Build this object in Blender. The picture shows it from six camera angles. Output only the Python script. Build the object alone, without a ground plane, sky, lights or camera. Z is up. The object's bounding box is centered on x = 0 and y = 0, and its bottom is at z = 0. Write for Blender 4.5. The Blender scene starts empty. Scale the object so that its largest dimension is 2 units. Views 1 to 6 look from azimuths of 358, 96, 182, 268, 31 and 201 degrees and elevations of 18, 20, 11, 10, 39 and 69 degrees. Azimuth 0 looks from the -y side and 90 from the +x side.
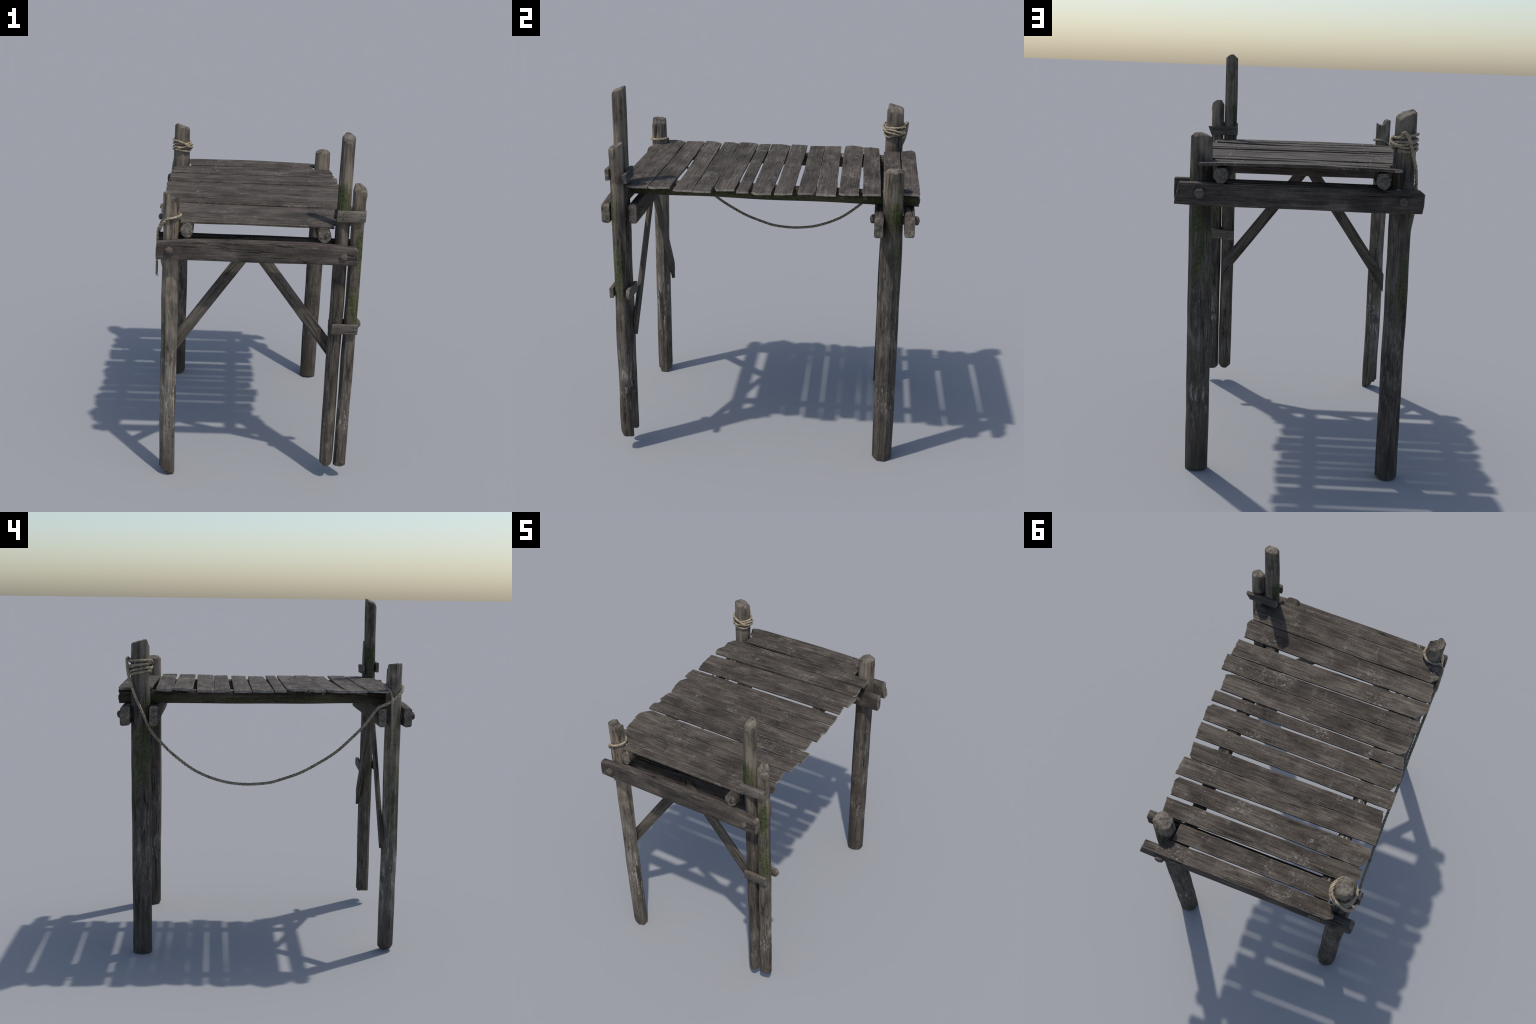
"""Weathered timber landing stage: five rough posts, paired cross beams pegged
through the posts, two log stringers, fifteen planks, braces, cleats and a rope."""
import bpy, math, random
from mathutils import Vector, Matrix, noise

rng = random.Random(7)
coll = bpy.context.scene.collection


# ------------------------------------------------------------------ materials
class Nodes:
    """Small helper to write node trees as expressions."""

    def __init__(self, name):
        self.mat = bpy.data.materials.new(name)
        self.mat.use_nodes = True
        self.t = self.mat.node_tree
        self.t.nodes.clear()

    def node(self, kind, **props):
        n = self.t.nodes.new(kind)
        for k, v in props.items():
            setattr(n, k, v)
        return n

    def put(self, socket, value):
        if value is None:
            return
        if isinstance(value, bpy.types.NodeSocket):
            self.t.links.new(value, socket)
        else:
            socket.default_value = value

    def math(self, op, a, b=None, c=None, clamp=False):
        n = self.node("ShaderNodeMath", operation=op, use_clamp=clamp)
        for i, v in enumerate((a, b, c)):
            self.put(n.inputs[i], v)
        return n.outputs[0]

    def vmath(self, op, a, b):
        n = self.node("ShaderNodeVectorMath", operation=op)
        self.put(n.inputs[0], a)
        self.put(n.inputs[1], b)
        return n.outputs["Value"] if op == "DOT_PRODUCT" else n.outputs[0]

    def noise(self, vec, scale, detail=4.0, rough=0.55, distort=0.0):
        n = self.node("ShaderNodeTexNoise")
        self.put(n.inputs["Vector"], vec)
        n.inputs["Scale"].default_value = scale
        n.inputs["Detail"].default_value = detail
        n.inputs["Roughness"].default_value = rough
        n.inputs["Distortion"].default_value = distort
        return n.outputs[0]

    def stretch(self, vec, s):
        n = self.node("ShaderNodeMapping")
        self.put(n.inputs["Vector"], vec)
        n.inputs["Scale"].default_value = s
        return n.outputs[0]

    def step(self, x, lo, hi, smooth=True):
        n = self.node("ShaderNodeMapRange", interpolation_type="SMOOTHSTEP" if smooth else "LINEAR")
        self.put(n.inputs["Value"], x)
        n.inputs["From Min"].default_value = lo
        n.inputs["From Max"].default_value = hi
        return n.outputs["Result"]

    def band(self, x, mid, half):
        """1 at x = mid, falling to 0 at mid +- half."""
        d = self.math("ABSOLUTE", self.math("SUBTRACT", x, mid))
        return self.step(d, half, 0.0)

    def ramp(self, x, stops):
        n = self.node("ShaderNodeValToRGB")
        self.put(n.inputs[0], x)
        r = n.color_ramp
        while len(r.elements) < len(stops):
            r.elements.new(0.5)
        for e, (p, c) in zip(r.elements, stops):
            e.position = p
            e.color = (*c, 1)
        return n.outputs[0]

    def mix(self, f, a, b, blend="MIX"):
        n = self.node("ShaderNodeMix", data_type="RGBA", blend_type=blend)
        self.put(n.inputs[0], f)
        for s, v in ((n.inputs[6], a), (n.inputs[7], b)):
            self.put(s, (*v, 1) if isinstance(v, tuple) and len(v) == 3 else v)
        return n.outputs[2]

    def finish(self, color, rough, height=None, bump=0.4, dist=0.002, normal=None, metal=0.0, spec=0.3):
        b = self.node("ShaderNodeBsdfPrincipled")
        self.put(b.inputs["Base Color"], color)
        self.put(b.inputs["Roughness"], rough)
        self.put(b.inputs["Metallic"], metal)
        b.inputs["Specular IOR Level"].default_value = spec
        if height is not None:
            n = self.node("ShaderNodeBump")
            n.inputs["Strength"].default_value = bump
            n.inputs["Distance"].default_value = dist
            self.put(n.inputs["Height"], height)
            self.put(b.inputs["Normal"], n.outputs[0])
        o = self.node("ShaderNodeOutputMaterial")
        self.t.links.new(b.outputs[0], o.inputs[0])
        return self.mat


def wood(name, dark, mid, light, moss=(), wear=(), tops=None, lichen=0.0, edge=None, cracks=0.8,
         tint=None, foot=None, girth=1.0, streak=0.44, grit=0.85, bleach=0.0, vary=0.0):
    """Weathered timber. The grain runs along the local X axis of each piece.
    moss: (height, half span, facing x, facing y, amount) patches in world space.
    wear: (height, half span, amount) pale scuffed zones in world space."""
    k = Nodes(name)
    obj = k.node("ShaderNodeTexCoord").outputs["Object"]
    rnd = k.node("ShaderNodeObjectInfo").outputs["Random"]
    shift = k.node("ShaderNodeCombineXYZ")
    for i, f in enumerate((31.0, 17.0, 23.0)):
        k.put(shift.inputs[i], k.math("MULTIPLY", rnd, f))
    vec = k.vmath("ADD", obj, shift.outputs[0])
    geo = k.node("ShaderNodeNewGeometry")
    sep = k.node("ShaderNodeSeparateXYZ")
    k.put(sep.inputs[0], geo.outputs["Position"])
    height = sep.outputs["Z"]

    grain = k.noise(k.stretch(vec, (2.2, 38 * girth, 38 * girth)), 1.0, 6, 0.62, 0.4)
    fibre = k.noise(k.stretch(vec, (9, 190, 190)), 1.0, 3, 0.6)
    blot = k.noise(k.stretch(vec, (1.0, 2.0, 2.0)), 5.5, 4, 0.6, 0.3)
    speck = k.noise(vec, 95.0, 4, 0.7)
    tone = k.math("ADD", k.math("MULTIPLY", grain, streak), k.math("MULTIPLY", blot, 1 - streak))
    col = k.ramp(tone, [(0.33, dark), (0.5, mid), (0.68, light)])
    if tint:
        t = k.step(k.noise(k.stretch(vec, (1.4, 9, 9)), 1.6, 3), 0.5, 0.72)
        col = k.mix(k.math("MULTIPLY", t, 0.6), col, tint)
    # fine fibres and grit
    f = k.math("ADD", k.math("MULTIPLY", fibre, 0.95), k.math("MULTIPLY", speck, 0.5))
    col = k.mix(1.0, col, k.ramp(f, [(0.5, (1 - 0.55 * grit,) * 3), (0.73, (1.0,) * 3), (0.97, (1 + 0.7 * grit,) * 3)]), "MULTIPLY")
    if bleach:                       # sawn ends of boards weather paler than the trodden middle
        sx = k.node("ShaderNodeSeparateXYZ")
        k.put(sx.inputs[0], obj)
        e = k.math("ADD", k.math("ABSOLUTE", sx.outputs["X"]), k.math("MULTIPLY", k.math("SUBTRACT", blot, 0.5), 0.5))
        col = k.mix(k.math("MULTIPLY", k.step(e, 0.30, 0.56), bleach), col, k.ramp(grain, [(0.4, tuple(0.8 * c for c in mid)), (0.6, tuple(1.35 * c for c in light))]))
    if vary:
        v = k.math("ADD", 1 - vary, k.math("MULTIPLY", k.math("FRACT", k.math("MULTIPLY", rnd, 7.31)), 2 * vary))
        cc = k.node("ShaderNodeCombineColor")
        for i in range(3):
            k.put(cc.inputs[i], v)
        col = k.mix(1.0, col, cc.outputs[0], "MULTIPLY")
    # fine pale scratches along the grain
    sc = k.math("MULTIPLY", k.band(k.noise(k.stretch(vec, (5, 130, 130)), 1.0, 2, 0.5), 0.62, 0.02), k.step(k.noise(k.stretch(vec, (5, 12, 12)), 1.0, 3), 0.5, 0.6))
    col = k.mix(k.math("MULTIPLY", sc, 0.45), col, tuple(min(1, 1.9 * c) for c in light))
    # drying cracks
    cn = k.noise(k.stretch(vec, (1.7, 30 * girth, 30 * girth)), 1.0, 3, 0.5, 0.6)
    ck = k.math("MULTIPLY", k.band(cn, 0.5, 0.026), k.step(k.noise(k.stretch(vec, (3, 8, 8)), 1.3, 2), 0.45, 0.55))
    col = k.mix(k.math("MULTIPLY", ck, cracks), col, tuple(0.35 * c for c in dark))
    # pale scuffs
    scuff = None
    patchy = k.step(k.noise(k.stretch(vec, (14, 60, 60)), 1.0, 5, 0.75), 0.52, 0.64)
    for z, span, amount in wear:
        m = k.math("MULTIPLY", k.math("MULTIPLY", k.band(height, z, span), patchy), amount)
        scuff = m if scuff is None else k.math("MAXIMUM", scuff, m)
    if scuff is not None:
        col = k.mix(scuff, col, (0.36, 0.33, 0.28))
    # upper part of the posts mixed toward a warmer, paler tone
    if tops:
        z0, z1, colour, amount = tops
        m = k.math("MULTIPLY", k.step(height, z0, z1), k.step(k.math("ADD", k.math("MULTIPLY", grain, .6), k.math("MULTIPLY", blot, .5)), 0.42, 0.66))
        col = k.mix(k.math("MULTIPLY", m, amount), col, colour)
    if foot:
        col = k.mix(k.math("MULTIPLY", k.step(height, 0.28, 0.02), 0.45), col, foot)
    # lichen: small pale worm marks in patches and scattered flecks
    if lichen > 0:
        patch = k.step(k.noise(vec, 5.5, 3, 0.6), 0.55, 0.63)
        worm = k.band(k.noise(k.stretch(vec, (38, 46, 46)), 1.0, 3, 0.6, 1.2), 0.5, 0.05)
        worm = k.math("MULTIPLY", worm, k.step(k.noise(vec, 60.0, 3), 0.46, 0.56))
        fl = k.math("MULTIPLY", k.step(k.noise(vec, 130.0, 2), 0.70, 0.76), 0.8)
        smear = k.math("MULTIPLY", k.step(k.noise(k.stretch(vec, (9, 4, 4)), 2.2, 5, 0.75), 0.56, 0.74), 0.35)
        m = k.math("MAXIMUM", k.math("MAXIMUM", k.math("MULTIPLY", patch, worm), fl), smear)
        col = k.mix(k.math("MULTIPLY", m, lichen), col, (0.30, 0.27, 0.235))
        stain = k.math("MULTIPLY", k.step(k.noise(k.stretch(vec, (3, 11, 11)), 2.0, 2), 0.68, 0.78), 0.5)
        col = k.mix(stain, col, (0.105, 0.085, 0.035))
    # moss
    nrm = geo.outputs["Normal"]
    mn = k.noise(k.stretch(vec, (9, 22, 22)), 1.0, 6, 0.72)
    total = None
    for z, span, fx, fy, amount in moss:
        face = k.step(k.vmath("DOT_PRODUCT", nrm, Vector((fx, fy, 0)).normalized()), 0.25, 0.9)
        zone = k.math("MULTIPLY", k.band(height, z, span), face)
        m = k.step(k.math("ADD", mn, k.math("MULTIPLY", zone, 0.40)), 0.70, 0.92)
        m = k.math("MULTIPLY", m, amount * 0.88)
        total = m if total is None else k.math("MAXIMUM", total, m)
    if total is not None:
        green = k.ramp(k.noise(vec, 70.0, 3, 0.7), [(0.35, (0.016, 0.021, 0.007)), (0.6, (0.062, 0.078, 0.02)), (0.75, (0.13, 0.14, 0.04))])
        col = k.mix(total, col, green)
    # edge highlight painted along arrises, where they catch the light
    if edge:
        bev = k.node("ShaderNodeBevel", samples=4)
        bev.inputs["Radius"].default_value = 0.004
        d = k.vmath("DOT_PRODUCT", bev.outputs[0], nrm)
        m = k.math("MULTIPLY", k.step(d, 0.985, 0.86), k.step(k.noise(vec, 22.0, 4), 0.33, 0.58))
        col = k.mix(k.math("MULTIPLY", m, 0.75), col, edge)
    h = k.math("ADD", k.math("MULTIPLY", grain, 1.0), k.math("MULTIPLY", fibre, 0.35))
    h = k.math("SUBTRACT", h, k.math("MULTIPLY", ck, 0.5))
    rough = k.step(tone, 0.2, 1.6, False)
    rough = k.math("SUBTRACT", 0.95, k.math("MULTIPLY", rough, 0.35))
    return k.finish(col, rough, h, 0.55, 0.0035, spec=0.25)


def end_grain(name, dark, mid, light):
    k = Nodes(name)
    obj = k.node("ShaderNodeTexCoord").outputs["Object"]
    rnd = k.node("ShaderNodeObjectInfo").outputs["Random"]
    sh = k.node("ShaderNodeCombineXYZ")
    for i in range(3):
        k.put(sh.inputs[i], k.math("MULTIPLY", rnd, 19.0 + 7 * i))
    vec = k.vmath("ADD", obj, sh.outputs[0])
    a = k.noise(vec, 26.0, 5, 0.65, 0.8)
    b = k.noise(vec, 110.0, 4, 0.7)
    w = k.node("ShaderNodeTexWave", wave_type="RINGS", rings_direction="X")
    k.put(w.inputs["Vector"], obj)
    w.inputs["Scale"].default_value = 34.0
    w.inputs["Distortion"].default_value = 5.0
    w.inputs["Detail"].default_value = 3.0
    t = k.math("ADD", k.math("MULTIPLY", a, 0.62), k.math("ADD", k.math("MULTIPLY", b, 0.34), k.math("MULTIPLY", w.outputs[1], 0.035)))
    col = k.ramp(t, [(0.36, dark), (0.5, mid), (0.66, light)])
    return k.finish(col, 0.9, t, 0.7, 0.005, spec=0.2)


GREY = ((0.03, 0.025, 0.02), (0.092, 0.076, 0.06), (0.2, 0.172, 0.138))
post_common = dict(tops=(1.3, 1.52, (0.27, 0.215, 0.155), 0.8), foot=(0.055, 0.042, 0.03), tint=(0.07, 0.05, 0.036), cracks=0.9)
M_post_front_left = wood("post_wood_tan", (0.035, 0.03, 0.025), (0.115, 0.098, 0.08), (0.23, 0.2, 0.165),
                         moss=[(0.85, 0.55, -1, -0.2, 0.75), (1.2, 0.5, -1, 0, 0.5)], wear=[(0.5, 0.4, 0.9), (1.0, .3, .4)],
                         **{**post_common, "tops": (0.85, 1.3, (0.31, 0.25, 0.18), 0.8), "tint": (0.09, 0.062, 0.042)})  # top colour brightened to tan for the sunlit facet
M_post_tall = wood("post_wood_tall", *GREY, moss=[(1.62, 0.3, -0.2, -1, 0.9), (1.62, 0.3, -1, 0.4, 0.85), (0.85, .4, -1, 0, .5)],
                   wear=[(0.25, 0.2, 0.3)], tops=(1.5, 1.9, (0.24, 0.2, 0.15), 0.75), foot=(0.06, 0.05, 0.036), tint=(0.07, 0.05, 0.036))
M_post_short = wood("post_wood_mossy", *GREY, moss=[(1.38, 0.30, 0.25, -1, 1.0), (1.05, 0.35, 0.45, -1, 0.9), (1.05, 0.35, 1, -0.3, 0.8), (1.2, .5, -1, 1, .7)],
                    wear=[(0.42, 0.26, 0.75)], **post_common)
M_post_back_right = wood("post_wood_dark", (0.022, 0.0195, 0.017), (0.073, 0.061, 0.05), (0.158, 0.136, 0.11),
                         moss=[(1.42, 0.30, 1.0, 0.75, 1.0), (1.15, 0.5, 0.2, 1, 0.8), (1.3, 0.4, -1, -0.5, 0.8)],
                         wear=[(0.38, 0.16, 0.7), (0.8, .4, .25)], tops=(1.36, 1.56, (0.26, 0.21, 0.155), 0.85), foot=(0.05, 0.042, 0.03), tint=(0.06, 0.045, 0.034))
M_post_back_left = wood("post_wood_dark", (0.022, 0.0195, 0.017), (0.073, 0.061, 0.05), (0.155, 0.135, 0.11),
                        moss=[(1.15, 0.45, -1, -0.4, 0.85), (0.95, 0.4, -0.6, 0.8, 0.7), (1.4, .14, -.2, -1, 1.0)],
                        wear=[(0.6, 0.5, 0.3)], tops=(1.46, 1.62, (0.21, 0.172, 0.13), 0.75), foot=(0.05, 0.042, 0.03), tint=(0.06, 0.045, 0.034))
M_beam = wood("beam_wood", (0.026, 0.022, 0.019), (0.062, 0.051, 0.043), (0.12, 0.102, 0.085), cracks=1.0, tint=(0.05, 0.038, 0.03), edge=(0.2, 0.165, 0.12))
M_stringer = wood("stringer_wood", (0.022, 0.018, 0.013), (0.05, 0.041, 0.031), (0.1, 0.084, 0.064), cracks=1.0,
                  moss=[(1.435, 0.05, 1, 0, 0.8), (1.435, .05, -1, 0, .7)])
M_brace = wood("brace_wood", (0.03, 0.025, 0.02), (0.078, 0.066, 0.053), (0.135, 0.117, 0.095), cracks=0.9, edge=(0.17, 0.145, 0.115))
M_cleat = wood("cleat_wood", (0.045, 0.037, 0.03), (0.105, 0.088, 0.072), (0.165, 0.143, 0.12), cracks=0.7, edge=(0.22, 0.19, 0.155))
M_plank = wood("plank_wood", (0.027, 0.0215, 0.0165), (0.064, 0.0515, 0.040), (0.120, 0.100, 0.079), cracks=0.8, lichen=0.62,
               tint=(0.062, 0.05, 0.042), edge=(0.34, 0.29, 0.23), girth=2.0, streak=0.31, grit=0.9, bleach=0.4, vary=0.15)  # edge lightened to beige to draw the lit lines between planks
M_peg = wood("peg_wood", (0.042, 0.034, 0.027), (0.1, 0.082, 0.066), (0.17, 0.145, 0.118), cracks=0.4)
M_end = end_grain("end_grain", (0.035, 0.029, 0.023), (0.128, 0.108, 0.086), (0.245, 0.211, 0.171))
M_end_dark = end_grain("broken_end_grain", (0.028, 0.024, 0.02), (0.105, 0.09, 0.074), (0.22, 0.193, 0.16))
M_end_plank = end_grain("plank_end_grain", (0.11, 0.095, 0.08), (0.22, 0.195, 0.165), (0.33, 0.295, 0.25))


M_stringer_worn = wood("stringer_wood_worn", (0.022, 0.018, 0.013), (0.05, 0.041, 0.031), (0.1, 0.084, 0.064), cracks=1.0,
                       moss=[(1.435, 0.05, -1, 0, 0.6)], wear=[(1.487, 0.026, 1.0)])


def rope_material():
    k = Nodes("rope_fibre")
    obj = k.node("ShaderNodeTexCoord").outputs["Object"]
    z = k.node("ShaderNodeSeparateXYZ")
    k.put(z.inputs[0], k.node("ShaderNodeNewGeometry").outputs["Position"])
    a = k.noise(obj, 45.0, 4, 0.6)
    b = k.noise(obj, 320.0, 3, 0.6)
    t = k.math("ADD", k.math("MULTIPLY", a, 0.55), k.math("MULTIPLY", b, 0.45))
    clean = k.ramp(t, [(0.36, (0.15, 0.118, 0.077)), (0.5, (0.33, 0.27, 0.19)), (0.66, (0.47, 0.395, 0.285))])
    dirty = k.ramp(t, [(0.36, (0.11, 0.096, 0.066)), (0.5, (0.235, 0.205, 0.148)), (0.66, (0.36, 0.315, 0.235))])
    col = k.mix(k.step(z.outputs["Z"], 1.25, 1.5), dirty, clean)
    ao = k.node("ShaderNodeAmbientOcclusion", samples=4, only_local=True)  # contact shadow between strands, multiplied into the base colour
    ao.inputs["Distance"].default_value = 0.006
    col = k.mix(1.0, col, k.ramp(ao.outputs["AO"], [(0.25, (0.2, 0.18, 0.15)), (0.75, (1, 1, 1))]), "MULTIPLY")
    return k.finish(col, 0.9, b, 0.4, 0.001, spec=0.15)


def plain(name, color, rough, metal):
    k = Nodes(name)
    obj = k.node("ShaderNodeTexCoord").outputs["Object"]
    n = k.noise(obj, 300.0, 2)
    return k.finish(k.mix(n, tuple(0.7 * c for c in color), color), rough, None, metal=metal, spec=0.5)


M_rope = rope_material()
M_nail = plain("nail_steel", (0.2, 0.2, 0.21), 0.45, 0.7)
M_nail_dark = plain("rusty_nail", (0.012, 0.01, 0.009), 0.7, 0.0)


# ------------------------------------------------------------------ modelling
def mesh_object(name, verts, faces, mats, index=None, parent=None, matrix=None, angle=38):
    me = bpy.data.meshes.new(name)
    me.from_pydata(verts, [], faces)
    for m in mats:
        me.materials.append(m)
    if index:
        me.polygons.foreach_set("material_index", index)
    me.polygons.foreach_set("use_smooth", [True] * len(me.polygons))
    me.update()
    me.set_sharp_from_angle(angle=math.radians(angle))
    ob = bpy.data.objects.new(name, me)
    coll.objects.link(ob)
    if matrix is not None:
        ob.matrix_world = matrix
    if parent is not None:
        ob.parent = parent
        ob.matrix_parent_inverse = parent.matrix_world.inverted()
    return ob


def frame(p0, p1, up):
    x = (Vector(p1) - Vector(p0)).normalized()
    z = Vector(up) - x * x.dot(Vector(up))
    z.normalize()
    y = z.cross(x)
    m = Matrix((x, y, z)).transposed().to_4x4()
    m.translation = Vector(p0)
    return m


def poly_ring(sides, n, soft, phase=0.0):
    """Unit outline between a circle (soft = 0) and a polygon (soft = 1)."""
    out = []
    for i in range(n):
        a = 2 * math.pi * i / n
        seg = 2 * math.pi / sides
        d = (a - phase) % seg - seg / 2
        r = (1 - soft) + soft * math.cos(seg / 2) / math.cos(d) * 1.03
        out.append((r * math.cos(a), r * math.sin(a)))
    return out


def box_ring(hy, hz, c, k=5):
    """Rounded rectangle outline, half sizes hy x hz, corner radius c."""
    out = []
    corners = [(1, 1), (-1, 1), (-1, -1), (1, -1)]
    for q, (sy, sz) in enumerate(corners):
        for j in range(3):
            a = math.pi / 2 * (q + j / 2)
            out.append((sy * (hy - c) + c * math.cos(a), sz * (hz - c) + c * math.sin(a)))
        ny, nz = corners[(q + 1) % 4]
        a = math.pi / 2 * (q + 1)
        y0, z0 = sy * (hy - c) + c * math.cos(a), sz * (hz - c) + c * math.sin(a)
        y1, z1 = ny * (hy - c) + c * math.cos(a), nz * (hz - c) + c * math.sin(a)
        for j in range(1, k):
            out.append((y0 + (y1 - y0) * j / k, z0 + (z1 - z0) * j / k))
    return out


def timber(name, p0, p1, up, ring, mat, end_mat=None, shape=None, cut0=None, cut1=None, segs=40,
           rough=0.0012, groove=0.0007, bevel=0.006, inset=0.9, reach=0.14, cap=5, cap_rough=0.002,
           parent=None, seed=0.0, angle=38, lump=None, dents=0.0):
    """Sweep an outline from p0 to p1. shape(t) -> (scale_y, scale_z, shift_y, shift_z).
    cut0 / cut1 (y, z) -> how far the end face lies inside the nominal end (>= 0)."""
    m = frame(p0, p1, up)
    L = (Vector(p1) - Vector(p0)).length
    n = len(ring)
    verts, faces, index = [], [], []
    ts = []
    for i in range(segs + 1):           # denser near both ends
        u = i / segs
        ts.append(0.5 - 0.5 * math.cos(math.pi * u) if segs > 14 else u)
    size = max(max(abs(a), abs(b)) for a, b in ring)
    for i, t in enumerate(ts):
        sy, sz, dy, dz = shape(t) if shape else (1, 1, 0, 0)
        for (a, b) in ring:
            y, z = a * sy, b * sz
            r = math.hypot(y, z) or 1e-6
            x = t * L
            q = Vector((x * 3.0 + seed, y * 22, z * 22 + seed))
            d = rough * 2 * noise.noise(q)
            q = Vector((x * 1.2 + seed, y * 150, z * 150))
            d += groove * 2 * noise.noise(q)
            if dents:
                d += dents * noise.noise(Vector((x * 7 + seed, y * 16, z * 16 + 3)))
            if lump:
                d += lump(t, math.atan2(z, y))
            y, z = y + d * y / r + dy, z + d * z / r + dz
            e0, e1 = t * L, (1 - t) * L
            if cut0:
                x += max(0.0, cut0(y, z)) * max(0.0, 1 - e0 / reach)
            if cut1:
                x -= max(0.0, cut1(y, z)) * max(0.0, 1 - e1 / reach)
            if i == 0:
                x += bevel * (0.7 + 0.6 * noise.noise(Vector((a / size * 3, b / size * 3, seed))))
            elif i == segs:
                x -= bevel * (0.7 + 0.6 * noise.noise(Vector((a / size * 3, b / size * 3, seed + 5))))
            verts.append((x, y, z))
    for i in range(segs):
        for j in range(n):
            a, b = i * n + j, i * n + (j + 1) % n
            faces.append((a, b, b + n, a + n))
            index.append(0)
    for end in (0, 1):
        t = float(end)
        base = 0 if end == 0 else segs * n
        sy, sz, dy, dz = shape(t) if shape else (1, 1, 0, 0)
        cut = cut1 if end else cut0
        prev = [base + j for j in range(n)]

        def face_x(y, z, k):
            c = max(0.0, cut(y, z)) if cut else 0.0
            c += cap_rough * noise.noise(Vector((y * 70, z * 70, seed + 3 * end))) * k
            return L - c if end else c

        for r in range(cap):
            s = inset * (1 - r / cap)
            cur = []
            for j in range(n):
                vy, vz = verts[base + j][1] - dy, verts[base + j][2] - dz
                y, z = vy * s + dy, vz * s + dz
                cur.append(len(verts))
                verts.append((face_x(y, z, 1 if r else 0.4), y, z))
            for j in range(n):
                q = (prev[j], prev[(j + 1) % n], cur[(j + 1) % n], cur[j])
                faces.append(q if end else q[::-1])
                index.append(1)
            prev = cur
        c = len(verts)
        verts.append((face_x(dy, dz, 1), dy, dz))
        for j in range(n):
            q = (prev[j], prev[(j + 1) % n], c)
            faces.append(q if end else q[::-1])
            index.append(1)
    # the outline runs counter-clockwise seen from +X, so side faces look outward
    return mesh_object(name, verts, faces, [mat, end_mat or mat], index, parent, m, angle)


def clamp(x, lo=0.0, hi=1.0):
    return max(lo, min(hi, x))


def smooth(x, lo, hi):
    t = clamp((x - lo) / (hi - lo))
    return t * t * (3 - 2 * t)


root = bpy.data.objects.new("wooden_jetty", None)
coll.objects.link(root)
root.empty_display_size = 0.2
root["label"] = "tall weathered timber jetty section with plank deck and sagging rope"
root["category"] = "wooden jetty"


# posts: foot and head of the axis, radii along the height, end cuts (y -> +x, z -> +y in the local frame)
def post(foot, head, radii, mat, end, top, bottom, sides=8, phase=0.2, soft=0.55, seed=0.0, cap=5, cap_rough=0.003,
         squash=(1.0, 1.0), bevel=0.007, lump=None, inset=0.88):
    n = 72
    phase = round(phase * n / (2 * math.pi)) * 2 * math.pi / n
    ring = poly_ring(sides, n, soft, phase)

    def shape(t):
        k = t * (len(radii) - 1)
        i = min(int(k), len(radii) - 2)
        f = k - i
        r = radii[i] * (1 - f) + radii[i + 1] * f
        w = 0.0018
        return (r * squash[0], r * squash[1], w * noise.noise(Vector((t * 5, seed, 0))), w * noise.noise(Vector((t * 5, 0, seed))))

    return timber("post", foot, head, (0, 1, 0), ring, mat, end, shape, bottom, top, segs=64, rough=0.0016, groove=0.0011,
                  bevel=bevel, reach=0.17, cap=cap, cap_rough=cap_rough, parent=root, seed=seed, inset=inset, angle=48,
                  lump=lump, dents=0.0016)


def crack(t0, t1, ang, depth, width=0.10):
    """A drying split that opens along part of a post."""
    def f(t, a):
        k = smooth(t, t0, t0 + 0.03) * (1 - smooth(t, t1 - 0.05, t1))
        d = (a - ang - 0.12 * math.sin(t * 40) + math.pi) % (2 * math.pi) - math.pi
        return -depth * k * max(0.0, 1 - abs(d) / width)
    return f


def hewn(x, y, planes):
    """Axe-cut facets: each plane (direction in degrees, offset, slope) takes a slice off the rim."""
    return max([0.0] + [m * (x * math.cos(math.radians(a)) + y * math.sin(math.radians(a)) - o) for a, o, m in planes])


def broken_top(x, y):
    """Snapped head: high on the outer side, a hollow fracture falling to the inner front."""
    u = x + 0.15 * y + 0.005 * noise.noise(Vector((x * 50, y * 70, 1)))
    d = 0.030 * smooth(u, -0.020, 0.010)
    d += 0.014 * smooth(u, -0.016, 0.006) * smooth(-y, -0.015, 0.025)
    d -= 0.012 * smooth(x, 0.024, 0.038)                         # splinter left standing on the inner side
    d += 0.004 * noise.noise(Vector((x * 90, y * 90, 4))) + 0.004
    d += 0.5 * max(0.0, math.hypot(x, y) - 0.041)
    return d


post((-0.4755, -0.7064, 0.0), (-0.475, -0.7033, 1.654), (0.0445, 0.0445, 0.0437, 0.0428), M_post_front_left, M_end_dark,
     broken_top,
     lambda x, y: clamp(0.9 * (-x + 0.012), 0.0, 0.058) + 1.1 * max(0.0, abs(y) - 0.022) + 0.004 * math.sin(x * 300),
     phase=0.35, soft=0.85, seed=1.3, cap=9, cap_rough=0.005, lump=crack(0.9, 1.05, -0.35, 0.008))
post((0.4343, -0.7035, 0.082), (0.4339, -0.7008, 2.0), (0.0378, 0.0378, 0.0375, 0.037, 0.0358), M_post_tall, M_end,
     lambda x, y: clamp(0.012 - 0.36 * y) + hewn(x, y, ((180, 0.008, 0.6), (0, 0.004, 0.35), (270, 0.022, 2.0), (225, 0.024, 1.6), (40, 0.026, 1.0))),
     lambda x, y: 0.7 * max(0.0, abs(x) - 0.012), phase=0.1, sides=7, soft=0.85, seed=4.1, lump=crack(0.55, 0.8, -1.2, 0.004))
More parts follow.
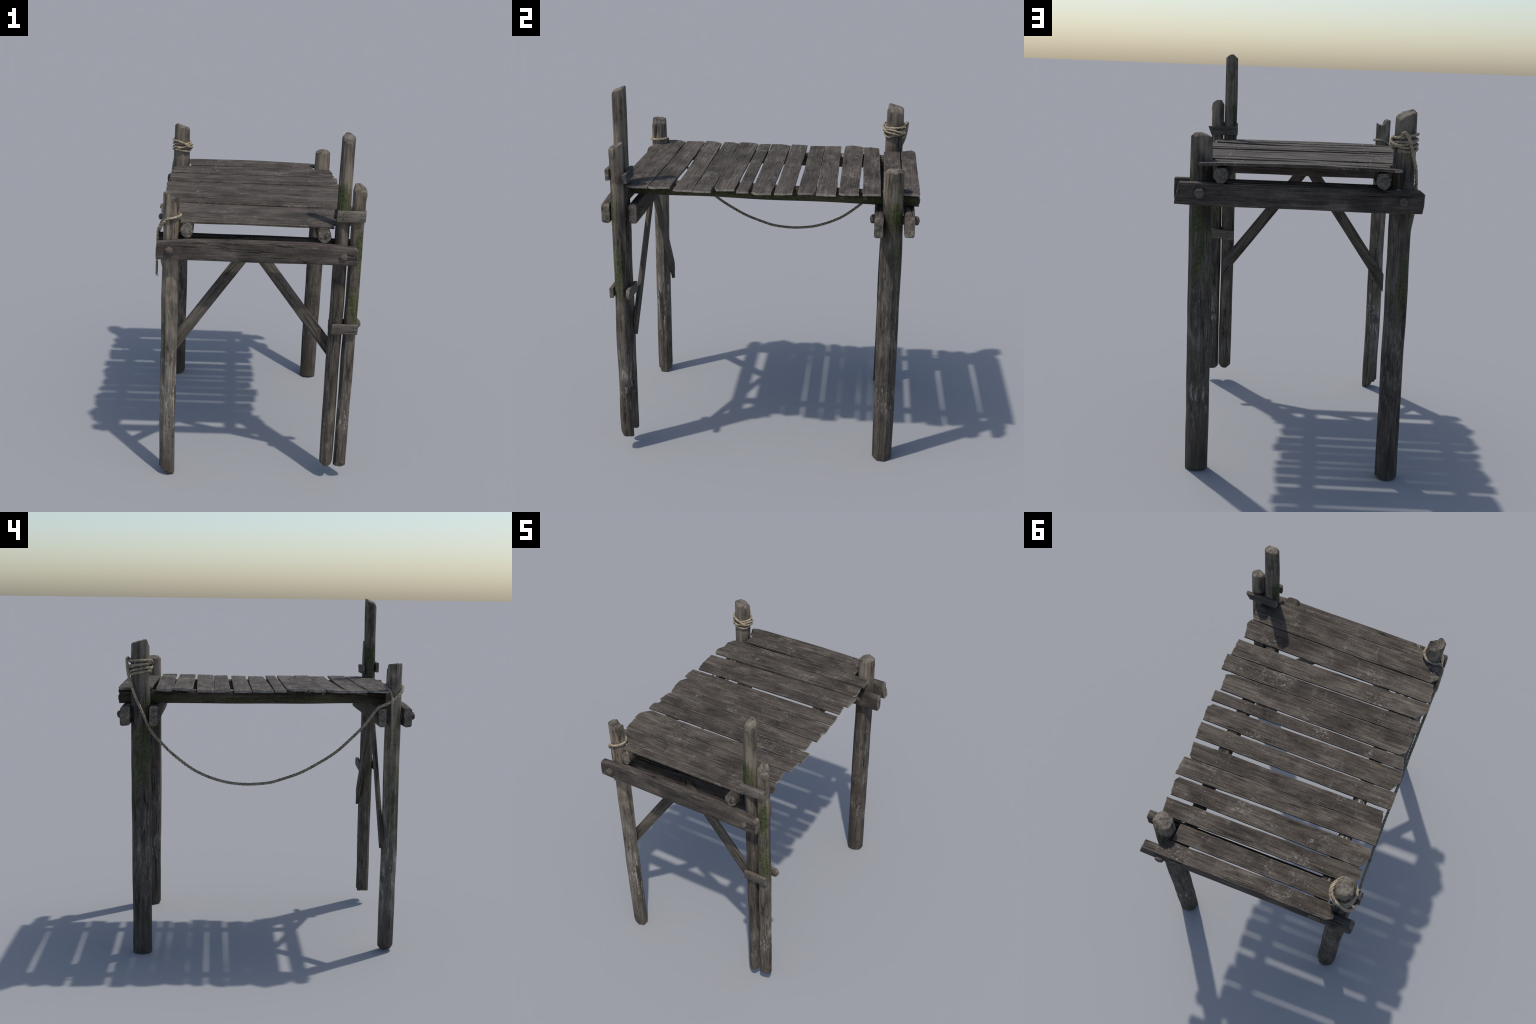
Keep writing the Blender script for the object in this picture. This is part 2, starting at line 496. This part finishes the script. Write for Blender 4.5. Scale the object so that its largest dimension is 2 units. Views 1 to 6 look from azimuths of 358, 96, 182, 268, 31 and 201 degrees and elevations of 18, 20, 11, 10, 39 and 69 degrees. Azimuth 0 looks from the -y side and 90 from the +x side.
post((0.5113, -0.7085, 0.074), (0.5129, -0.7064, 1.732), (0.036, 0.0362, 0.036, 0.0352), M_post_short, M_end,
     lambda x, y: clamp(0.012 - 0.45 * y) + hewn(x, y, ((0, 0.002, 0.5), (180, 0.024, 1.2), (235, 0.022, 1.5), (300, 0.028, 1.2))),
     lambda x, y: 1.5 * max(0.0, -y - 0.012) + 0.5 * max(0.0, abs(x) - 0.015), phase=0.5, sides=7, soft=0.8, seed=7.7,
     lump=lambda t, a: 0.0045 * math.exp(-((t - 0.985) / 0.014) ** 2) * max(0.0, math.cos(a + 0.5)) ** 3)
post((0.4337, 0.693, 0.0), (0.4425, 0.6819, 1.63), (0.054, 0.0552, 0.0562, 0.0545, 0.0495), M_post_back_right, M_end,
     lambda x, y: 0.001 + hewn(x, y, ((0, 0.030, 0.9), (62, 0.026, 0.8), (130, 0.030, 0.7), (185, 0.002, 0.42), (250, 0.026, 1.0), (305, 0.033, 1.1))),
     lambda x, y: 0.25 * max(0.0, abs(y) - 0.02), phase=0.3, soft=0.8, seed=10.2, bevel=0.004, inset=0.92, cap=7, lump=crack(0.2, 0.45, -0.5, 0.005))
post((-0.4889, 0.6893, 0.0), (-0.488, 0.6901, 1.783), (0.0535, 0.0535, 0.053, 0.0515, 0.0485), M_post_back_left, M_end,
     lambda x, y: clamp(0.030 + 0.25 * y + 0.30 * x, 0.0, 0.1) + hewn(x, y, ((270, 0.037, 2.6), (180, 0.033, 0.9), (40, 0.030, 0.7), (320, 0.036, 1.3))),
     lambda x, y: 0.3 * max(0.0, abs(x) - 0.02), phase=0.2, soft=0.85, seed=13.9, bevel=0.004, inset=0.93, cap=7, lump=crack(0.3, 0.6, 2.4, 0.005))


# paired cross beams, pegged through the posts
def beam(x0, x1, y, hy, z0, z1, arch, seed, cut0=None, cut1=None, belly=0.0, taper=0.0):
    zc, hz = (z0 + z1) / 2, (z1 - z0) / 2

    def shape(t):
        e = 4 * t * (1 - t)
        top = arch * smooth(e, 0.0, 0.75)
        low = belly * e
        s = 1 + (top + low) / (2 * hz)
        return (1 - taper * (1 - smooth(e, 0, .3)), s, 0.0, (top - low) / 2)

    return timber("cross_beam", (x0, y, zc), (x1, y, zc), (0, 0, 1), box_ring(hy, hz, 0.010), M_beam, M_end, shape, cut0, cut1,
                  segs=48, rough=0.0016, groove=0.0009, bevel=0.0035, inset=0.94, reach=0.1, parent=root, seed=seed, cap_rough=0.004)


beam(-0.549, 0.514, -0.775, 0.023, 1.307, 1.408, 0.013, 21.0, cut0=lambda y, z: 0.12 * max(0, z), cut1=lambda y, z: 1.0 * max(0, z - 0.036), taper=0.05)
beam(-0.556, 0.508, -0.634, 0.0215, 1.307, 1.409, 0.0, 22.0, cut0=lambda y, z: 0.05 * (z + .05))
beam(-0.583, 0.553, 0.769, 0.0255, 1.308, 1.410, 0.0, 23.0, belly=0.005,
     cut0=lambda y, z: 1.2 * max(0, z - 0.036) + 0.12 * max(0, -z), cut1=lambda y, z: 0.24 * (z + 0.05) + 0.004 * noise.noise(Vector((y * 40, z * 40, 2))))
beam(-0.572, 0.573, 0.617, 0.0225, 1.306, 1.411, 0.0, 24.0, cut0=lambda y, z: 0.5 * max(0, z - 0.03))


# log stringers lying on the beams
def stringer(p0, p1, ry, rz, seed, cut0, mat):
    # the upper side is hewn flat to carry the planks
    ring = [(y, min(z, 0.8)) for y, z in poly_ring(8, 32, 0.85, 0.35 + seed)]
    return timber("stringer", p0, p1, (0, 0, 1), ring, mat, M_end_dark,
                  lambda t: (ry * (1 - 0.04 * t), rz, 0.002 * math.sin(5 * t + seed), 0.0), cut0, lambda y, z: 0.15 * max(0, z) + 0.004 * math.sin(z * 150),
                  segs=56, rough=0.0022, groove=0.001, bevel=0.009, parent=root, seed=seed, cap_rough=0.006)


stringer((0.335, -0.768, 1.461), (0.3355, 0.818, 1.4515), 0.0375, 0.0415, 0.0, lambda y, z: 0.1 * max(0, z), M_stringer)
stringer((-0.389, -0.758, 1.4615), (-0.3945, 0.818, 1.4535), 0.0365, 0.0415, 0.6, lambda y, z: 0.25 * max(0, z) + 0.2 * max(0, y), M_stringer_worn)


# pegs run right through a post and both beams, ends proud and domed
def peg(x, y0, y1, z, r, seed):
    c = lambda d: (lambda y, z: d * ((y * y + z * z) / (r * r)))
    return timber("peg", (x, y0, z), (x, y1, z), (0, 0, 1), poly_ring(6, 24, 0.8, seed), M_peg, M_peg, lambda t: (r, r, 0, 0),
                  c(0.008), c(0.008), segs=12, rough=0.0014, groove=0.0003, bevel=0.004, reach=0.03, parent=root, seed=seed, cap_rough=0.003, angle=50)


peg(-0.478, -0.825, -0.583, 1.362, 0.0225, 0.3)
peg(0.4385, -0.815, -0.584, 1.358, 0.0215, 1.1)
peg(0.434, 0.571, 0.820, 1.361, 0.0235, 2.2)
peg(-0.488, 0.577, 0.819, 1.360, 0.0215, 3.4)


# small nail heads share one mesh per kind
def nail_mesh(name, r, h, mat):
    verts, faces = [], []
    n, rows = 12, 4
    for i in range(rows):
        a = math.pi / 2 * i / rows
        for j in range(n):
            b = 2 * math.pi * j / n
            verts.append((r * math.cos(a) * math.cos(b), r * math.cos(a) * math.sin(b), h * math.sin(a)))
    for i in range(rows - 1):
        for j in range(n):
            k = i * n + j
            q = i * n + (j + 1) % n
            faces.append((k, q, q + n, k + n))
    verts.append((0, 0, h))
    for j in range(n):
        faces.append(((rows - 1) * n + j, (rows - 1) * n + (j + 1) % n, len(verts) - 1))
    me = bpy.data.meshes.new(name)
    me.from_pydata(verts, [], faces)
    me.materials.append(mat)
    me.polygons.foreach_set("use_smooth", [True] * len(me.polygons))
    return me


DECK_NAIL = nail_mesh("deck_nail", 0.0038, 0.0022, M_nail)
IRON_NAIL = nail_mesh("iron_nail", 0.0036, 0.0014, M_nail_dark)


def nail(mesh, name, at, normal, parent):
    ob = bpy.data.objects.new(name, mesh)
    coll.objects.link(ob)
    q = Vector((0, 0, 1)).rotation_difference(Vector(normal))
    ob.matrix_world = Matrix.Translation(Vector(at)) @ q.to_matrix().to_4x4()
    ob.parent = parent
    ob.matrix_parent_inverse = parent.matrix_world.inverted()
    return ob


# diagonal braces nailed to the inner side of the front posts, meeting behind the beam
def brace(p0, p1, half, y, hy, wall, seed):
    """p0 is the lower end; both ends are sawn along the vertical."""
    slope = (p1[1] - p0[1]) / (p1[0] - p0[0])
    d = Vector((p1[0] - p0[0], 0, p1[1] - p0[1])).normalized()
    lean = abs(d.x / d.z) if False else abs(d.z / d.x)
    sign = 1 if d.x > 0 else -1
    # in the local frame Z points up-ish across the board; a vertical saw cut shifts the end with z
    cut0 = lambda yy, zz: lean * (half - sign * 0 + zz) if False else lean * (half + zz)
    cut1 = lambda yy, zz: lean * (half - zz)
    ext = lean * half
    a = Vector((p0[0], y, p0[1])) - d * ext
    b = Vector((p1[0], y, p1[1])) + d * ext
    return timber("brace", a, b, (0, 0, 1), box_ring(hy, half, 0.003, 6), M_brace, M_brace, None, cut0, cut1, segs=40, rough=0.0012,
                  groove=0.0006, bevel=0.002, inset=0.96, reach=0.2, parent=root, seed=seed, cap_rough=0.0)


b1 = brace((-0.523, 0.669), (-0.0425, 1.3615), 0.0315, -0.6515, 0.0098, None, 31.0)
b2 = brace((0.457, 0.716), (-0.028, 1.356), 0.0320, -0.6545, 0.0098, None, 34.0)
for x, z in ((-0.462, 0.775), (-0.477, 0.757), (-0.463, 0.737), (-0.480, 0.72)):
    nail(IRON_NAIL, "brace_nail", (x, -0.6415, z), (0, 1, 0), b1)
for x, z in ((0.412, 0.792), (0.428, 0.768), (0.43, 0.728), (0.412, 0.752)):
    nail(IRON_NAIL, "brace_nail", (x, -0.6445, z), (0, 1, 0), b2)


# short cleats tying the two corner posts together
def cleat(x0, z0, x1, z1, y, half, skew, seed):
    ob = timber("cleat", (x0, y, z0), (x1, y, z1), (0, 0, 1), box_ring(0.0095, half, 0.003, 4), M_cleat, M_end, None,
                lambda yy, z: 0.06 * (z + half), skew, segs=16, rough=0.0012, groove=0.0004, bevel=0.002, inset=0.95, reach=0.06,
                parent=root, seed=seed, cap_rough=0.0015)
    out = -1 if y < -0.7 else 1
    for f, dz in ((0.22, 0.4), (0.22, -0.4), (0.82, 0.45), (0.84, -0.35)):
        nail(IRON_NAIL, "cleat_nail", (x0 + (x1 - x0) * f, y + out * 0.0095, z0 + (z1 - z0) * f + dz * half), (0, out, 0), ob)
    return ob


cleat(0.394, 1.566, 0.548, 1.569, -0.7495, 0.030, lambda y, z: 0.03 * (0.03 - z), 41.0)
cleat(0.389, 1.555, 0.563, 1.551, -0.6595, 0.0265, lambda y, z: 0.36 * (0.0265 - z), 42.0)
cleat(0.407, 0.932, 0.552, 0.934, -0.7535, 0.0275, lambda y, z: 0.05 * (0.03 - z), 43.0)
cleat(0.397, 0.921, 0.577, 0.936, -0.6605, 0.0275, lambda y, z: 0.9 * max(0, abs(z) - 0.010), 44.0)


# ------------------------------------------------------------------ deck
def plank(r0, r1, l0, l1, clips, crown, z_r, z_l, nails, seed, thick=0.0125):
    """r0, r1: corners at the +x end (low y, high y); l0, l1 at the -x end.
    clips: corner -> (along, across) piece sawn or broken off. crown: bow of the middle."""
    nu, nv = 44, 14
    cx = (r0[0] + r1[0] + l0[0] + l1[0]) / 4
    cy = (r0[1] + r1[1] + l0[1] + l1[1]) / 4
    wr, wl = r1[1] - r0[1], l1[1] - l0[1]
    vs = [0.0, 0.015, 0.05] + [0.05 + 0.9 * i / (nv - 4) for i in range(1, nv - 4)] + [0.95, 0.985, 1.0]
    us = [0.5 - 0.5 * math.cos(math.pi * i / nu) for i in range(nu + 1)]

    def end_x(side, v):
        a, b = (l0, l1) if side == "L" else (r0, r1)
        w = wl if side == "L" else wr
        x = a[0] + (b[0] - a[0]) * v
        d = 0.0
        for c, dist in (("0", v * w), ("1", (1 - v) * w)):
            if side + c in clips:
                along, across = clips[side + c][:2]
                d = max(d, along * (clamp(1 - dist / across) if len(clips[side + c]) < 3 else smooth(-dist, -across, -across + 0.004)))
        d += 0.0035 * noise.noise(Vector((v * 5, seed, 3.0))) + 0.0022 * noise.noise(Vector((v * 17, seed, 9.0)))
        return x + d if side == "L" else x - d

    def point(u, v, top):
        xl, xr = end_x("L", v), end_x("R", v)
        x = xl + (xr - xl) * u
        y0 = l0[1] + (r0[1] - l0[1]) * u
        y1 = l1[1] + (r1[1] - l1[1]) * u
        edge = 0.0026 * noise.noise(Vector((x * 5, seed, v * 3))) + 0.0012 * noise.noise(Vector((x * 30, seed, v * 3)))
        y = y0 + (y1 - y0) * v + edge * (1 if v > 0.5 else -1) * (abs(v - 0.5) * 2) ** 4
        e = 4 * u * (1 - u)
        z = z_l + (z_r - z_l) * u + crown * e
        z += (v - 0.5) * (0.004 * noise.noise(Vector((seed, 1.7, 0.3))) + 0.009 * (u - 0.5) * noise.noise(Vector((seed, 7.1, 2.9))))
        z += 0.0034 * noise.noise(Vector((x * 2.5, y * 3, seed))) + 0.0007 * noise.noise(Vector((x * 9, y * 60, seed)))
        if not top:
            z -= thick
        return [x, y, z]

    verts, faces, index = [], [], []
    W = len(vs)
    for top in (True, False):
        for i, u in enumerate(us):
            for j, v in enumerate(vs):
                p = point(u, v, top)
                rim = 0.0
                if j in (0, W - 1) or i in (0, nu):
                    rim = 0.0022
                if rim:
                    p[2] += -rim if top else 0.6 * rim
                verts.append((p[0] - cx, p[1] - cy, p[2] - 1.5))
    off = (nu + 1) * W
    for i in range(nu):
        for j in range(W - 1):
            a = i * W + j
            faces.append((a, a + W, a + W + 1, a + 1))
            index.append(0)
            a += off
            faces.append((a, a + 1, a + W + 1, a + W))
            index.append(0)
    for i in range(nu):                                   # long sides
        a, b = i * W, (i + 1) * W
        faces.append((a, a + off, b + off, b)); index.append(0)
        a, b = a + W - 1, b + W - 1
        faces.append((a, b, b + off, a + off)); index.append(0)
    for j in range(W - 1):                                # sawn ends
        a = j
        faces.append((a, a + 1, a + 1 + off, a + off)); index.append(1)
        a = nu * W + j
        faces.append((a, a + off, a + 1 + off, a + 1)); index.append(1)
    m = Matrix.Translation((cx, cy, 1.5))
    ob = mesh_object("plank", verts, faces, [M_plank, M_end_plank], index, root, m, 40)
    # normals: top faces must look up
    for xn, side in ((nails[0], "R"), (nails[1], "L")):
        u = clamp((xn - (l0[0] + l1[0]) / 2) / ((r0[0] + r1[0] - l0[0] - l1[0]) / 2))
        for v in (0.29 + rng.uniform(-0.05, 0.05), 0.72 + rng.uniform(-0.05, 0.05)):
            p = point(u, v, True)
            p[0] += rng.uniform(-0.004, 0.004)
            nail(DECK_NAIL, "deck_nail", (p[0], p[1], p[2] - 0.0004), (rng.uniform(-0.06, 0.06), rng.uniform(-0.06, 0.06), 1), ob)
    return ob


# one row per plank, from the front to the back of the deck
DECK = [
    dict(r0=(0.389, -0.722), r1=(0.387, -0.670), l0=(-0.424, -0.725), l1=(-0.431, -0.668), nails=(0.33, -0.36), crown=0.002, z=(1.500, 1.502)),
    dict(r0=(0.500, -0.669), r1=(0.487, -0.557), l0=(-0.552, -0.667), l1=(-0.538, -0.556), nails=(0.326, -0.355), crown=-0.002, z=(1.504, 1.504),
         clips={"R0": (0.022, 0.035), "L1": (0.030, 0.032), "L0": (0.012, 0.02)}),
    dict(r0=(0.512, -0.553), r1=(0.489, -0.443), l0=(-0.534, -0.549), l1=(-0.549, -0.441), nails=(0.331, -0.356), crown=-0.006, z=(1.506, 1.503),
         clips={"R0": (0.014, 0.026), "L1": (0.022, 0.014)}),
    dict(r0=(0.511, -0.421), r1=(0.516, -0.324), l0=(-0.553, -0.436), l1=(-0.549, -0.334), nails=(0.316, -0.368), crown=-0.006, z=(1.498, 1.502),
         clips={"L1": (0.046, 0.052)}),
    dict(r0=(0.534, -0.318), r1=(0.528, -0.225), l0=(-0.543, -0.322), l1=(-0.536, -0.228), nails=(0.37, -0.355), crown=-0.002, z=(1.503, 1.504),
         clips={"L1": (0.022, 0.028, "step"), "L0": (0.008, 0.03)}),
    dict(r0=(0.498, -0.220), r1=(0.485, -0.113), l0=(-0.533, -0.224), l1=(-0.519, -0.110), nails=(0.298, -0.349), crown=0.0, z=(1.505, 1.507),
         clips={"R0": (0.055, 0.017), "L0": (0.018, 0.016), "L1": (0.030, 0.022)}),
    dict(r0=(0.510, -0.100), r1=(0.507, -0.040), l0=(-0.525, -0.107), l1=(-0.537, -0.041), nails=(0.33, -0.36), crown=0.001, z=(1.502, 1.502),
         clips={"L0": (0.008, 0.012)}),
    dict(r0=(0.515, -0.026), r1=(0.503, 0.075), l0=(-0.545, -0.037), l1=(-0.549, 0.081), nails=(0.3595, -0.384), crown=0.001, z=(1.496, 1.500),
         clips={"R0": (0.026, 0.024), "L1": (0.034, 0.055)}),
    dict(r0=(0.505, 0.090), r1=(0.499, 0.183), l0=(-0.548, 0.085), l1=(-0.551, 0.179), nails=(0.342, -0.394), crown=-0.001, z=(1.499, 1.500)),
    dict(r0=(0.497, 0.207), r1=(0.483, 0.295), l0=(-0.524, 0.199), l1=(-0.540, 0.284), nails=(0.348, -0.392), crown=0.0, z=(1.501, 1.500),
         clips={"R1": (0.012, 0.010), "L0": (0.004, 0.035)}),
    dict(r0=(0.508, 0.298), r1=(0.513, 0.400), l0=(-0.540, 0.286), l1=(-0.542, 0.381), nails=(0.3355, -0.401), crown=0.001, z=(1.503, 1.501)),
    dict(r0=(0.504, 0.411), r1=(0.488, 0.511), l0=(-0.536, 0.404), l1=(-0.545, 0.513), nails=(0.331, -0.356), crown=0.002, z=(1.506, 1.507),
         clips={"R0": (0.018, 0.026), "L0": (0.010, 0.032), "L1": (0.036, 0.058)}),
    dict(r0=(0.499, 0.530), r1=(0.486, 0.620), l0=(-0.527, 0.516), l1=(-0.537, 0.606), nails=(0.335, -0.355), crown=0.001, z=(1.508, 1.503),
         clips={"L1": (0.034, 0.048)}),
    dict(r0=(0.379, 0.633), r1=(0.383, 0.723), l0=(-0.424, 0.632), l1=(-0.429, 0.724), nails=(0.249, -0.318), crown=0.001, z=(1.506, 1.506)),
    dict(r0=(0.432, 0.731), r1=(0.441, 0.813), l0=(-0.453, 0.731), l1=(-0.487, 0.814), nails=(0.276, -0.304), crown=0.008, z=(1.503, 1.503),
         clips={"L1": (0.045, 0.018)}),
]
for i, row in enumerate(DECK):
    plank(row["r0"], row["r1"], row["l0"], row["l1"], row.get("clips", {}), row["crown"], row["z"][0], row["z"][1], row["nails"], 50.0 + 3.7 * i)


# ------------------------------------------------------------------ rope
def spline(points, step=0.004):
    """Even samples on a Catmull-Rom curve through the points."""
    P = [Vector(p) for p in points]
    P = [P[0] * 2 - P[1]] + P + [P[-1] * 2 - P[-2]]
    fine = []
    for i in range(1, len(P) - 2):
        a, b, c, d = P[i - 1:i + 3]
        for j in range(24):
            t = j / 24
            fine.append(0.5 * ((2 * b) + (c - a) * t + (2 * a - 5 * b + 4 * c - d) * t * t + (3 * b - a - 3 * c + d) * t ** 3))
    fine.append(P[-2])
    out, acc = [fine[0]], 0.0
    for a, b in zip(fine, fine[1:]):
        acc += (b - a).length
        if acc >= step:
            out.append(b)
            acc = 0.0
    return out


def laid_rope(name, points, r, pitch=0.064, parent=None):
    """Three strands laid right-handed around the path."""
    path = [p + 0.0022 * noise.noise_vector(p * 9.0) for p in spline(points)]
    verts, faces = [], []
    sides = 8
    rs, ro = r * 0.56, r * 0.50
    t0 = (path[1] - path[0]).normalized()
    nrm = t0.orthogonal().normalized()
    frames, s = [], 0.0
    for i, p in enumerate(path):
        t = (path[min(i + 1, len(path) - 1)] - path[max(i - 1, 0)]).normalized()
        nrm = (nrm - t * nrm.dot(t)).normalized()
        if i:
            s += (p - path[i - 1]).length
        frames.append((p, t, nrm, t.cross(nrm), s))
    for k in range(3):
        base = len(verts)
        for (p, t, n, b, s) in frames:
            a = 2 * math.pi * (s / pitch + k / 3)
            o = n * math.cos(a) + b * math.sin(a)
            q = t.cross(o)
            tilt = (t + q * (2 * math.pi * ro / pitch)).normalized()
            w = tilt.cross(o).normalized()
            rr = rs * (1 + 0.12 * noise.noise(Vector((s * 40, k * 9.0, 2.0))))
            c = p + o * ro
            for j in range(sides):
                f = 2 * math.pi * j / sides
                verts.append(c + o * (rr * math.cos(f)) + w * (rr * math.sin(f)))
        m = len(frames)
        for i in range(m - 1):
            for j in range(sides):
                a, b2 = base + i * sides + j, base + i * sides + (j + 1) % sides
                faces.append((a, b2, b2 + sides, a + sides))
        faces.append(tuple(base + j for j in range(sides))[::-1])
        faces.append(tuple(base + (m - 1) * sides + j for j in range(sides)))
    return mesh_object(name, [tuple(v) for v in verts], faces, [M_rope], None, parent or root, None, 60)


def around(cx, cy, R, turns):
    """Points on a wrap around a post: (angle in degrees, height[, extra radius])."""
    out = []
    for w in turns:
        a = math.radians(w[0])
        rr = R + (w[2] if len(w) > 2 else 0.0)
        out.append((cx + rr * math.cos(a), cy + rr * math.sin(a), w[1]))
    return out


# the long sagging span, from the coil on the back post to the knot at the front post
span = laid_rope("rope", [
    (-0.468, 0.744, 1.655), (-0.476, 0.757, 1.668), (-0.490, 0.761, 1.660), (-0.503, 0.759, 1.632), (-0.516, 0.754, 1.594), (-0.529, 0.745, 1.552),
    (-0.542, 0.729, 1.508), (-0.549, 0.709, 1.452), (-0.550, 0.684, 1.392), (-0.549, 0.627, 1.274), (-0.546, 0.576, 1.212), (-0.544, 0.512, 1.149),
    (-0.541, 0.435, 1.087), (-0.539, 0.343, 1.033), (-0.538, 0.266, 1.006), (-0.538, 0.188, 0.988), (-0.538, 0.095, 0.982), (-0.538, 0.003, 0.989),
    (-0.538, -0.059, 1.002), (-0.538, -0.175, 1.042), (-0.539, -0.290, 1.103), (-0.540, -0.389, 1.170), (-0.542, -0.465, 1.241), (-0.544, -0.532, 1.311),
    (-0.545, -0.572, 1.365), (-0.546, -0.606, 1.411), (-0.541, -0.650, 1.431), (-0.534, -0.692, 1.452), (-0.520, -0.732, 1.488), (-0.503, -0.748, 1.505)], 0.0082)
# four turns on the back post, the last one crossing down over the others
laid_rope("rope_coil", around(-0.488, 0.690, 0.0575, [
    (55, 1.584), (114, 1.582), (159, 1.589), (202, 1.597), (248, 1.600), (291, 1.593), (321, 1.589), (354, 1.598), (374, 1.603, -.003), (408, 1.606), (444, 1.600),
    (473, 1.600), (500, 1.604), (540, 1.611), (581, 1.617), (622, 1.618), (650, 1.615), (680, 1.613), (721, 1.617), (763, 1.624), (809, 1.625),
    (841, 1.628), (880, 1.632), (931, 1.637), (994, 1.640), (1030, 1.641), (1062, 1.643), (1095, 1.644), (1127, 1.644), (1154, 1.647), (1180, 1.652),
    (1211, 1.656), (1260, 1.658), (1292, 1.658), (1330, 1.657, .002), (1352, 1.650, .008), (1372, 1.638, .013), (1394, 1.621, .012), (1418, 1.615, .010), (1445, 1.609, .009), (1468, 1.600, .004)]),
    0.0068, 0.066, parent=span)
laid_rope("rope_coil", around(-0.488, 0.690, 0.0585, [
    (232, 1.609, -.004), (258, 1.613, .003), (285, 1.622, .008), (312, 1.631, .009), (338, 1.633, .008), (366, 1.628, .008), (392, 1.617, .008), (418, 1.611, .006), (446, 1.613, .004), (476, 1.620, .002), (500, 1.622, -.004)]),
    0.0058, 0.06, parent=span)


def frayed(name, origin, heading, count, length, seed):
    """Loose fibres standing off a rope end."""
    r = random.Random(seed)
    verts, faces = [], []
    for _ in range(count):
        d = (Vector(heading) + Vector((r.uniform(-1, 1), r.uniform(-1, 1), r.uniform(-1, 1))) * 0.75).normalized()
        p = Vector(origin) + Vector((r.uniform(-1, 1), r.uniform(-1, 1), r.uniform(-1, 1))) * 0.003
        side = d.orthogonal().normalized()
        up = d.cross(side)
        n = r.uniform(0.5, 1.0) * length
        sag = Vector((0, 0, -1)) * n * r.uniform(0.1, 0.5)
        base = len(verts)
        for i in range(5):
            t = i / 4
            c = p + d * n * t + sag * t * t
            w = 0.0009 * (1 - 0.7 * t)
            for j in range(3):
                a = 2 * math.pi * j / 3
                verts.append(tuple(c + side * (w * math.cos(a)) + up * (w * math.sin(a))))
        for i in range(4):
            for j in range(3):
                a, b = base + i * 3 + j, base + i * 3 + (j + 1) % 3
                faces.append((a, b, b + 3, a + 3))
        faces.append((base, base + 2, base + 1))
        faces.append((base + 12, base + 13, base + 14))
    ob = mesh_object(name, verts, faces, [M_rope], None, span)
    ob["kind"] = "stuff"
    return ob


frayed("rope_fray", (-0.549, -0.689, 1.194), (0, 0, -1), 16, 0.017, 3)
frayed("rope_fray", (-0.462, 0.748, 1.585), (0.6, 0.8, -0.2), 12, 0.016, 5)
frayed("rope_fray", (-0.444, 0.637, 1.622), (0.5, -0.7, 0.2), 9, 0.014, 8)
# a single loop at the front post; its free end hangs down
laid_rope("rope_loop", around(-0.475, -0.704, 0.0505, [
    (196, 1.462, .008), (219, 1.497, .002), (247, 1.517), (281, 1.524), (320, 1.530), (363, 1.531), (415, 1.532), (445, 1.529), (476, 1.517), (508, 1.499), (523, 1.468, .012)])
    + [(-0.545, -0.686, 1.440), (-0.546, -0.686, 1.403), (-0.547, -0.688, 1.324), (-0.548, -0.689, 1.250), (-0.549, -0.689, 1.193)], 0.0068, 0.062, parent=span)
